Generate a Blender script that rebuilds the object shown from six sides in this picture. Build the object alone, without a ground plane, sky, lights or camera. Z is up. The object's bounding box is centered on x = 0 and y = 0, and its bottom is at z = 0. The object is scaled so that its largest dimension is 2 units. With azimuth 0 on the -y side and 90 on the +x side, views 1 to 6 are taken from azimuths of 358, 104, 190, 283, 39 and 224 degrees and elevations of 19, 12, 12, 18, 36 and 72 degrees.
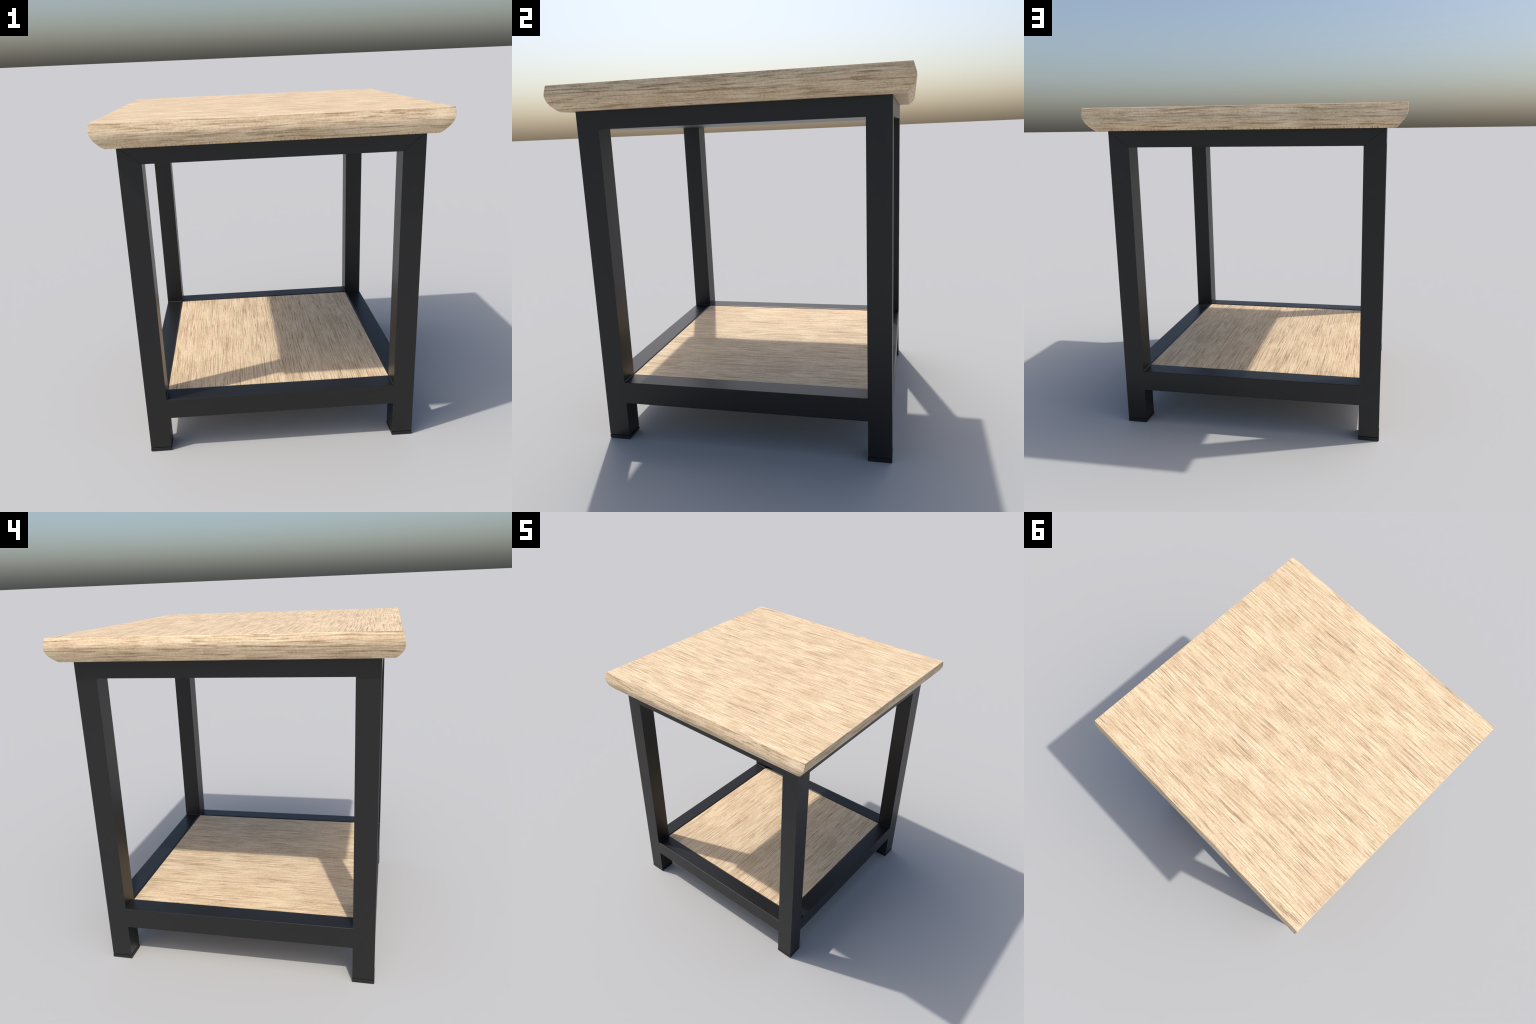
"""Square side table: thick light-wood top with a rounded-under edge, black
square-tube frame with mitred top corners, framed lower wooden shelf, foot caps."""
import bpy, bmesh, math
from mathutils import Vector

# ------------------------------------------------------------------ sizes (m)
TOP_Z = 2.000            # upper face of the tabletop
TOP_UNDER = 1.869        # underside of the tabletop / top of the frame
TOP_HX, TOP_HY = 0.920, 0.9025   # half sizes of the top face
LEG = 0.8125             # half distance to the outer faces of the legs
TUBE = 0.1235            # width of the square tubes
APRON_LOW = 1.773        # lower side of the upper rails
RAIL_TOP, RAIL_LOW = 0.355, 0.226
FOOT_H = 0.0235          # height of the plastic cap under each leg
IN = LEG - TUBE          # inner face of the legs and rails

for o in list(bpy.data.objects):
    bpy.data.objects.remove(o, do_unlink=True)


# ------------------------------------------------------------------ materials
class Tree:
    """Tiny helper to wire shader nodes."""
    def __init__(self, name):
        self.mat = bpy.data.materials.new(name)
        self.mat.use_nodes = True
        self.t = self.mat.node_tree
        self.bsdf = self.t.nodes["Principled BSDF"]

    def node(self, kind, **props):
        n = self.t.nodes.new(kind)
        for k, v in props.items():
            setattr(n, k, v)
        return n

    def link(self, a, b):
        self.t.links.new(a, b)

    def val(self, sock, v):
        if hasattr(v, "links") or isinstance(v, bpy.types.NodeSocket):
            self.link(v, sock)
        else:
            sock.default_value = v

    def math(self, op, a, b=0.0, c=None, clamp=False):
        n = self.node("ShaderNodeMath", operation=op, use_clamp=clamp)
        self.val(n.inputs[0], a)
        self.val(n.inputs[1], b)
        if c is not None:
            self.val(n.inputs[2], c)
        return n.outputs[0]

    def xyz(self, x, y, z):
        n = self.node("ShaderNodeCombineXYZ")
        for i, v in enumerate((x, y, z)):
            self.val(n.inputs[i], v)
        return n.outputs[0]

    def mix(self, f, a, b, kind="VECTOR", blend="MIX"):
        n = self.node("ShaderNodeMix", data_type=kind)
        if kind == "RGBA":
            n.blend_type = blend
        sock = {"VECTOR": (4, 5, 1), "RGBA": (6, 7, 2), "FLOAT": (2, 3, 0)}[kind]
        self.val(n.inputs[0], f)
        self.val(n.inputs[sock[0]], a)
        self.val(n.inputs[sock[1]], b)
        return n.outputs[sock[2]]

    def scaled(self, vec, scale, offset=(0, 0, 0)):
        n = self.node("ShaderNodeMapping")
        self.link(vec, n.inputs["Vector"])
        n.inputs["Scale"].default_value = scale
        n.inputs["Location"].default_value = offset
        return n.outputs[0]

    def noise(self, vec, detail=2.0, rough=0.5, distort=0.0):
        n = self.node("ShaderNodeTexNoise")
        self.link(vec, n.inputs["Vector"])
        n.inputs["Scale"].default_value = 1.0
        n.inputs["Detail"].default_value = detail
        n.inputs["Roughness"].default_value = rough
        n.inputs["Distortion"].default_value = distort
        return n.outputs["Fac"]

    def ramp01(self, v, lo, hi):
        n = self.node("ShaderNodeMapRange", interpolation_type="SMOOTHSTEP")
        self.link(v, n.inputs[0])
        n.inputs[1].default_value, n.inputs[2].default_value = lo, hi
        return n.outputs[0]


def wood_material(name, wrap_edges, tone=1.0):
    """Pale oak-like grain.  wrap_edges: grain along x on top, along each edge
    on the sides and along y underneath; otherwise grain along y everywhere."""
    m = Tree(name)
    pos = m.node("ShaderNodeTexCoord").outputs["Object"]
    s = m.node("ShaderNodeSeparateXYZ")
    m.link(pos, s.inputs[0])
    x, y, z = s.outputs
    if wrap_edges:
        g = m.node("ShaderNodeNewGeometry")
        ns = m.node("ShaderNodeSeparateXYZ")
        m.link(g.outputs["Normal"], ns.inputs[0])
        up = m.math("GREATER_THAN", ns.outputs[2], 0.72)
        down = m.math("LESS_THAN", ns.outputs[2], -0.70)
        facing_x = m.math("GREATER_THAN", m.math("ABSOLUTE", ns.outputs[0]),
                          m.math("ABSOLUTE", ns.outputs[1]))
        side = m.mix(facing_x,
                     m.xyz(x, m.math("MULTIPLY", z, 0.62), m.math("ADD", m.math("SIGN", ns.outputs[1]), 3.0)),
                     m.xyz(y, m.math("MULTIPLY", z, 0.62), m.math("ADD", m.math("SIGN", ns.outputs[0]), 7.0)))
        flat = m.mix(down, side, m.xyz(y, m.math("MULTIPLY", x, 0.7), 12.0))
        grain = m.mix(up, flat, m.xyz(x, y, 0.0))
    else:
        grain = m.xyz(y, x, 21.0)

    # gentle waviness of the grain lines
    wob = m.noise(m.scaled(grain, (2.2, 5.0, 1.0), (4, 1, 0)), 2.0)
    gs = m.node("ShaderNodeSeparateXYZ")
    m.link(grain, gs.inputs[0])
    v = m.math("MULTIPLY_ADD", m.math("SUBTRACT", wob, 0.5), 0.015, gs.outputs[1])
    grain_w = m.xyz(gs.outputs[0], v, gs.outputs[2])

    fine = m.noise(m.scaled(grain_w, (5.5, 225.0, 1.0), (0, 0, 0)), 3.0, 0.65)
    broad = m.noise(m.scaled(grain_w, (2.0, 104.0, 1.0), (11, 3, 0.5)), 3.0, 0.6)
    blotch = m.noise(m.scaled(grain, (6.0, 11.0, 1.0), (2, 9, 0.2)), 4.0, 0.62, 0.6)
    speck = m.noise(m.scaled(grain, (80.0, 170.0, 1.0), (5, 5, 0.3)), 2.0, 0.6)
    pores = m.noise(m.scaled(grain_w, (8.5, 185.0, 1.0), (31, 17, 0.7)), 2.0, 0.45)
    lines = m.noise(m.scaled(grain_w, (3.6, 150.0, 1.0), (3, 41, 0.8)), 1.0, 0.4)
    cluster = m.noise(m.scaled(grain, (4.0, 14.0, 1.0), (8, 2, 0.9)), 2.0, 0.5)

    tone_v = m.math("MULTIPLY_ADD", m.math("SUBTRACT", fine, 0.5), 1.65, 0.60)
    tone_v = m.math("MULTIPLY_ADD", m.math("SUBTRACT", broad, 0.5), 0.82, tone_v)
    tone_v = m.math("MULTIPLY_ADD", m.math("SUBTRACT", blotch, 0.5), 0.66, tone_v)
    tone_v = m.math("MULTIPLY_ADD", m.math("SUBTRACT", speck, 0.5), 0.80, tone_v)
    ramp = m.node("ShaderNodeValToRGB")
    e = ramp.color_ramp.elements
    stops = [(0.05, (0.395, 0.286, 0.176)), (0.36, (0.595, 0.440, 0.278)),
             (0.60, (0.735, 0.564, 0.366)), (0.92, (0.838, 0.700, 0.486))]
    e[0].position, e[0].color = stops[0][0], (*stops[0][1], 1)
    e[1].position, e[1].color = stops[-1][0], (*stops[-1][1], 1)
    for p, c in stops[1:-1]:
        n = e.new(p)
        n.color = (*c, 1)
    m.link(tone_v, ramp.inputs[0])

    # grey-brown cast that drifts over the board
    cast = m.ramp01(m.noise(m.scaled(grain, (4.0, 8.0, 1.0), (14, 6, 0.4)), 3.0), 0.48, 0.66)
    col = m.mix(m.math("MULTIPLY", cast, 0.60), ramp.outputs[0], (0.86, 0.84, 0.80, 1), "RGBA", "MULTIPLY")
    # patches that lean yellow or pink
    hue = m.ramp01(m.noise(m.scaled(grain, (5.0, 24.0, 1.0), (21, 4, 0.6)), 3.0), 0.36, 0.64)
    col = m.mix(1.0, col, m.mix(hue, (1.02, 1.01, 0.97, 1), (1.03, 0.990, 0.98, 1), "RGBA"), "RGBA", "MULTIPLY")
    # long thin dark lines and short pores along the grain, in clusters
    pore = m.math("MULTIPLY", m.ramp01(pores, 0.58, 0.70), m.ramp01(cluster, 0.34, 0.60))
    col = m.mix(m.math("MULTIPLY", m.ramp01(lines, 0.56, 0.66), 0.72), col, (0.58, 0.53, 0.48, 1), "RGBA", "MULTIPLY")
    col = m.mix(m.math("MULTIPLY", pore, 0.90), col, (0.50, 0.46, 0.43, 1), "RGBA", "MULTIPLY")
    col = m.mix(1.0, col, (tone, tone, tone, 1), "RGBA", "MULTIPLY")
    m.link(col, m.bsdf.inputs["Base Color"])
    m.bsdf.inputs["Roughness"].default_value = 0.62
    m.bsdf.inputs["Specular IOR Level"].default_value = 0.35
    b = m.node("ShaderNodeBump")
    b.inputs["Strength"].default_value = 0.08
    b.inputs["Distance"].default_value = 0.002
    m.link(fine, b.inputs["Height"])
    m.link(b.outputs[0], m.bsdf.inputs["Normal"])
    return m.mat


def black_material(name, base, rough):
    """Powder-coated steel: near-black with a faint mottled gloss."""
    m = Tree(name)
    pos = m.node("ShaderNodeTexCoord").outputs["Object"]
    n = m.noise(m.scaled(pos, (3.0, 3.0, 3.0)), 3.0)
    m.link(m.mix(n, tuple(c * 0.94 for c in base) + (1,), tuple(c * 1.06 for c in base) + (1,), "RGBA"),
           m.bsdf.inputs["Base Color"])
    m.bsdf.inputs["Specular IOR Level"].default_value = 0.40
    m.link(m.math("MULTIPLY_ADD", n, 0.04, rough - 0.02), m.bsdf.inputs["Roughness"])
    return m.mat


WOOD_TOP = wood_material("pale_wood_top", True)
WOOD_SHELF = wood_material("pale_wood_shelf", False, 0.95)
STEEL = black_material("black_powder_coat", (0.0110, 0.0107, 0.0105), 0.37)
RUBBER = black_material("black_plastic", (0.009, 0.009, 0.009), 0.5)


# ------------------------------------------------------------------ modelling
def finish(bm, name, mat, parent, angle=50):
    """Mesh object with area-weighted corner normals, so that broad faces stay
    flat and only the rounded edges catch light."""
    bmesh.ops.recalc_face_normals(bm, faces=bm.faces[:])
    bm.normal_update()
    limit = math.cos(math.radians(angle))
    normals = []
    for f in bm.faces:
        for lp in f.loops:
            n = Vector()
            for g in lp.vert.link_faces:
                if g.normal.dot(f.normal) > limit:
                    n += g.normal * g.calc_area()
            normals.append(n.normalized())
    me = bpy.data.meshes.new(name)
    bm.to_mesh(me)
    bm.free()
    me.materials.append(mat)
    for p in me.polygons:
        p.use_smooth = True
    me.normals_split_custom_set(normals)
    o = bpy.data.objects.new(name, me)
    bpy.context.scene.collection.objects.link(o)
    o.parent = parent
    return o


def prism(outline, axis, lo, hi):
    """Extrude a flat outline [(a, b)...] along an axis.  Axis 'x' reads (y, z),
    'y' reads (x, z), 'z' reads (x, y)."""
    def place(a, b, t):
        return {"x": (t, a, b), "y": (a, t, b), "z": (a, b, t)}[axis]
    bm = bmesh.new()
    v0 = [bm.verts.new(place(a, b, lo)) for a, b in outline]
    v1 = [bm.verts.new(place(a, b, hi)) for a, b in outline]
    n = len(outline)
    for i in range(n):
        bm.faces.new((v0[i], v0[(i + 1) % n], v1[(i + 1) % n], v1[i]))
    bm.faces.new(v0[::-1])
    bm.faces.new(v1)
    bmesh.ops.recalc_face_normals(bm, faces=bm.faces[:])
    return bm


def bevel(bm, pick, width, segs=3):
    edges = [e for e in bm.edges if pick(e.verts[0].co, e.verts[1].co)]
    bmesh.ops.bevel(bm, geom=edges, offset=width, offset_type="OFFSET",
                    segments=segs, profile=0.5, affect="EDGES", clamp_overlap=True)


def box(x0, x1, y0, y1, z0, z1):
    return prism([(x0, z0), (x1, z0), (x1, z1), (x0, z1)], "y", y0, y1)


near = lambda a, b: abs(a - b) < 1e-5

table = bpy.data.objects.new("side_table", None)
bpy.context.scene.collection.objects.link(table)
table["label"] = "square side table, thick pale wood top, black square-tube frame, lower shelf"
table["category"] = "side table"

# --- tabletop: stacked square rings following the moulded edge profile -------
# (offset from the upper edge, height) on the +-x edges and on the +-y edges
EDGE_X = [(0.0000, 2.000), (0.0017, 1.986), (0.0024, 1.972), (0.0014, 1.957), (-0.0025, 1.943),
          (-0.0098, 1.927), (-0.0185, 1.913), (-0.0280, 1.901), (-0.0380, 1.888), (-0.0490, 1.877),
          (-0.0580, TOP_UNDER)]
EDGE_Y = [(0.0000, 2.000), (0.0045, 1.986), (0.0088, 1.972), (0.0132, 1.957), (0.0158, 1.943),
          (0.0150, 1.927), (0.0122, 1.913), (0.0070, 1.899), (-0.0042, 1.887), (-0.0140, 1.8775),
          (-0.0245, TOP_UNDER)]


def catmull(pts, per):
    out = []
    for i in range(len(pts) - 1):
        p = [Vector(pts[max(0, min(len(pts) - 1, i + k))]) for k in (-1, 0, 1, 2)]
        for j in range(per):
            t = j / per
            out.append(0.5 * (2 * p[1] + (p[2] - p[0]) * t + (2 * p[0] - 5 * p[1] + 4 * p[2] - p[3]) * t * t
                              + (3 * p[1] - p[0] - 3 * p[2] + p[3]) * t ** 3))
    out.append(Vector(pts[-1]))
    return out


bm = bmesh.new()
rings = []
px, py = catmull(EDGE_X, 4), catmull(EDGE_Y, 4)
ARC = 6                                   # corner segments
for (ox, zz), (oy, _) in zip(px, py):
    hx, hy = TOP_HX + ox, TOP_HY + oy
    low = min(1.0, max(0.0, (1.955 - zz) / (1.955 - TOP_UNDER)))
    r = 0.002 + 0.012 * low ** 1.6        # corners grow rounder towards the underside
    ring = []
    for k in range(4):
        sx, sy = ((1, 1), (-1, 1), (-1, -1), (1, -1))[k]
        for t in range(ARC + 1):
            a = math.radians(90 * (k + t / ARC))
            ring.append(bm.verts.new((sx * (hx - r) + r * math.cos(a), sy * (hy - r) + r * math.sin(a), zz)))
    rings.append(ring)
N = len(rings[0])
for a, b in zip(rings, rings[1:]):
    for i in range(N):
        bm.faces.new((a[i], a[(i + 1) % N], b[(i + 1) % N], b[i]))
bm.faces.new(rings[0])
bm.faces.new(rings[-1][::-1])
bmesh.ops.recalc_face_normals(bm, faces=bm.faces[:])
bevel(bm, lambda a, b: near(a.z, TOP_Z) and near(b.z, TOP_Z), 0.0022, 2)
finish(bm, "tabletop", WOOD_TOP, table, angle=38)

# --- legs with mitred tops, each with a foot cap ------------------------------
R, R_MITRE = 0.0035, 0.0016     # edge radii
for sx in (-1, 1):
    for sy in (-1, 1):
        outline = [(sx * IN, FOOT_H), (sx * LEG, FOOT_H), (sx * LEG, TOP_UNDER), (sx * IN, APRON_LOW)]
        y0, y1 = sorted((sy * IN, sy * LEG))
        bm = prism(outline, "y", y0, y1)
        # round the long edges and the edges of the sloping mitre cut
        def rounded(a, b):
            outer_y = near(a.y, sy * LEG) and near(b.y, sy * LEG)
            if abs(a.z - b.z) > 0.2:      # upright edges: outermost and innermost only
                return near(a.x, sx * LEG) == near(a.y, sy * LEG)
            return outer_y and abs(a.z - b.z) > 0.05      # mitre cut
        bevel(bm, lambda a, b: rounded(a, b) and abs(a.z - b.z) < 0.2, R_MITRE, 2)
        bevel(bm, lambda a, b: rounded(a, b) and abs(a.z - b.z) > 1.0, R, 3)
        leg = finish(bm, "leg", STEEL, table)

        # foot cap: a neck set back under the tube, then a plate as wide as the leg
        x0, x1 = sorted((sx * IN, sx * LEG))
        bm = box(x0 - 0.0015, x1 + 0.0015, y0 - 0.0015, y1 + 0.0015, 0.0, FOOT_H - 0.0045)
        bevel(bm, lambda a, b: True, 0.0018, 2)
        neck = box(x0 + 0.005, x1 - 0.005, y0 + 0.005, y1 - 0.005, FOOT_H - 0.0055, FOOT_H + 0.004)
        tmp = bpy.data.meshes.new("neck")
        neck.to_mesh(tmp)
        neck.free()
        bm.from_mesh(tmp)
        bpy.data.meshes.remove(tmp)
        finish(bm, "foot_cap", RUBBER, leg)

# --- upper rails: mitred front and back, butted on the two sides ----------------
for sy in (-1, 1):
    y0, y1 = sorted((sy * IN, sy * LEG))
    bm = prism([(-IN, APRON_LOW), (IN, APRON_LOW), (LEG, TOP_UNDER), (-LEG, TOP_UNDER)], "y", y0, y1)
    bevel(bm, lambda a, b: near(a.y, sy * LEG) and near(b.y, sy * LEG) and abs(a.z - b.z) > 0.05, R_MITRE, 2)
    finish(bm, "upper_rail", STEEL, table)
for sx in (-1, 1):
    x0, x1 = sorted((sx * IN, sx * LEG))
    bm = box(x0, x1, -IN, IN, APRON_LOW, TOP_UNDER)
    finish(bm, "upper_rail", STEEL, table)
# closed black panel between the upper rails
finish(box(-IN, IN, -IN, IN, APRON_LOW, TOP_UNDER - 0.002), "underside_panel", STEEL, table)

# --- lower rails ----------------------------------------------------------------
for axis in ("x", "y"):
    for s in (-1, 1):
        a0, a1 = sorted((s * IN, s * LEG))
        other = "y" if axis == "x" else "x"
        k = "xyz".index(other)
        outline = [(a0, RAIL_LOW), (a1, RAIL_LOW), (a1, RAIL_TOP), (a0, RAIL_TOP)]
        bm = prism(outline, axis, -IN, IN)
        bevel(bm, lambda a, b: near(a[k], s * LEG) and near(b[k], s * LEG) and near(a.z, b.z), R, 3)
        bevel(bm, lambda a, b: near(a[k], s * IN) and near(b[k], s * IN) and near(a.z, RAIL_TOP)
              and near(b.z, RAIL_TOP), 0.012, 5)
        finish(bm, "lower_rail", STEEL, table)

# --- thin strips drawing the pale line where the legs stand on the lower rails ------------------------
bm = bmesh.new()
F = 0.0035
for sx in (-1, 1):
    for sy in (-1, 1):
        for along in (0, 1):
            # strip runs across the rail, against the leg face
            sgn, run = (sx, sy) if along else (sy, sx)
            ring = []
            for t in (IN + 0.004, LEG - R):
                for d, h in ((0.0015, -0.0015), (-F, -0.0015), (-F, 0.0005), (-0.0002, F), (0.0015, F)):
                    p = [0, 0, RAIL_TOP + h]
                    p[0 if along else 1] = sgn * (IN + d)
                    p[1 if along else 0] = run * t
                    ring.append(bm.verts.new(p))
            for i in range(5):
                j = (i + 1) % 5
                bm.faces.new((ring[i], ring[j], ring[5 + j], ring[5 + i]))
            bm.faces.new(ring[:5])
            bm.faces.new(ring[5:][::-1])
base_strip = finish(bm, "pale_line_strip", STEEL, table, angle=10)
base_strip["kind"] = "stuff"

# --- shelf panel, sitting almost flush inside the lower frame ---------------------
H = IN - 0.0012
bm = box(-H, H, -H, H, RAIL_LOW + 0.02, RAIL_TOP - 0.0035)
bevel(bm, lambda a, b: near(a.z, b.z) and a.z > 0.3, 0.0012, 1)
finish(bm, "shelf", WOOD_SHELF, table)
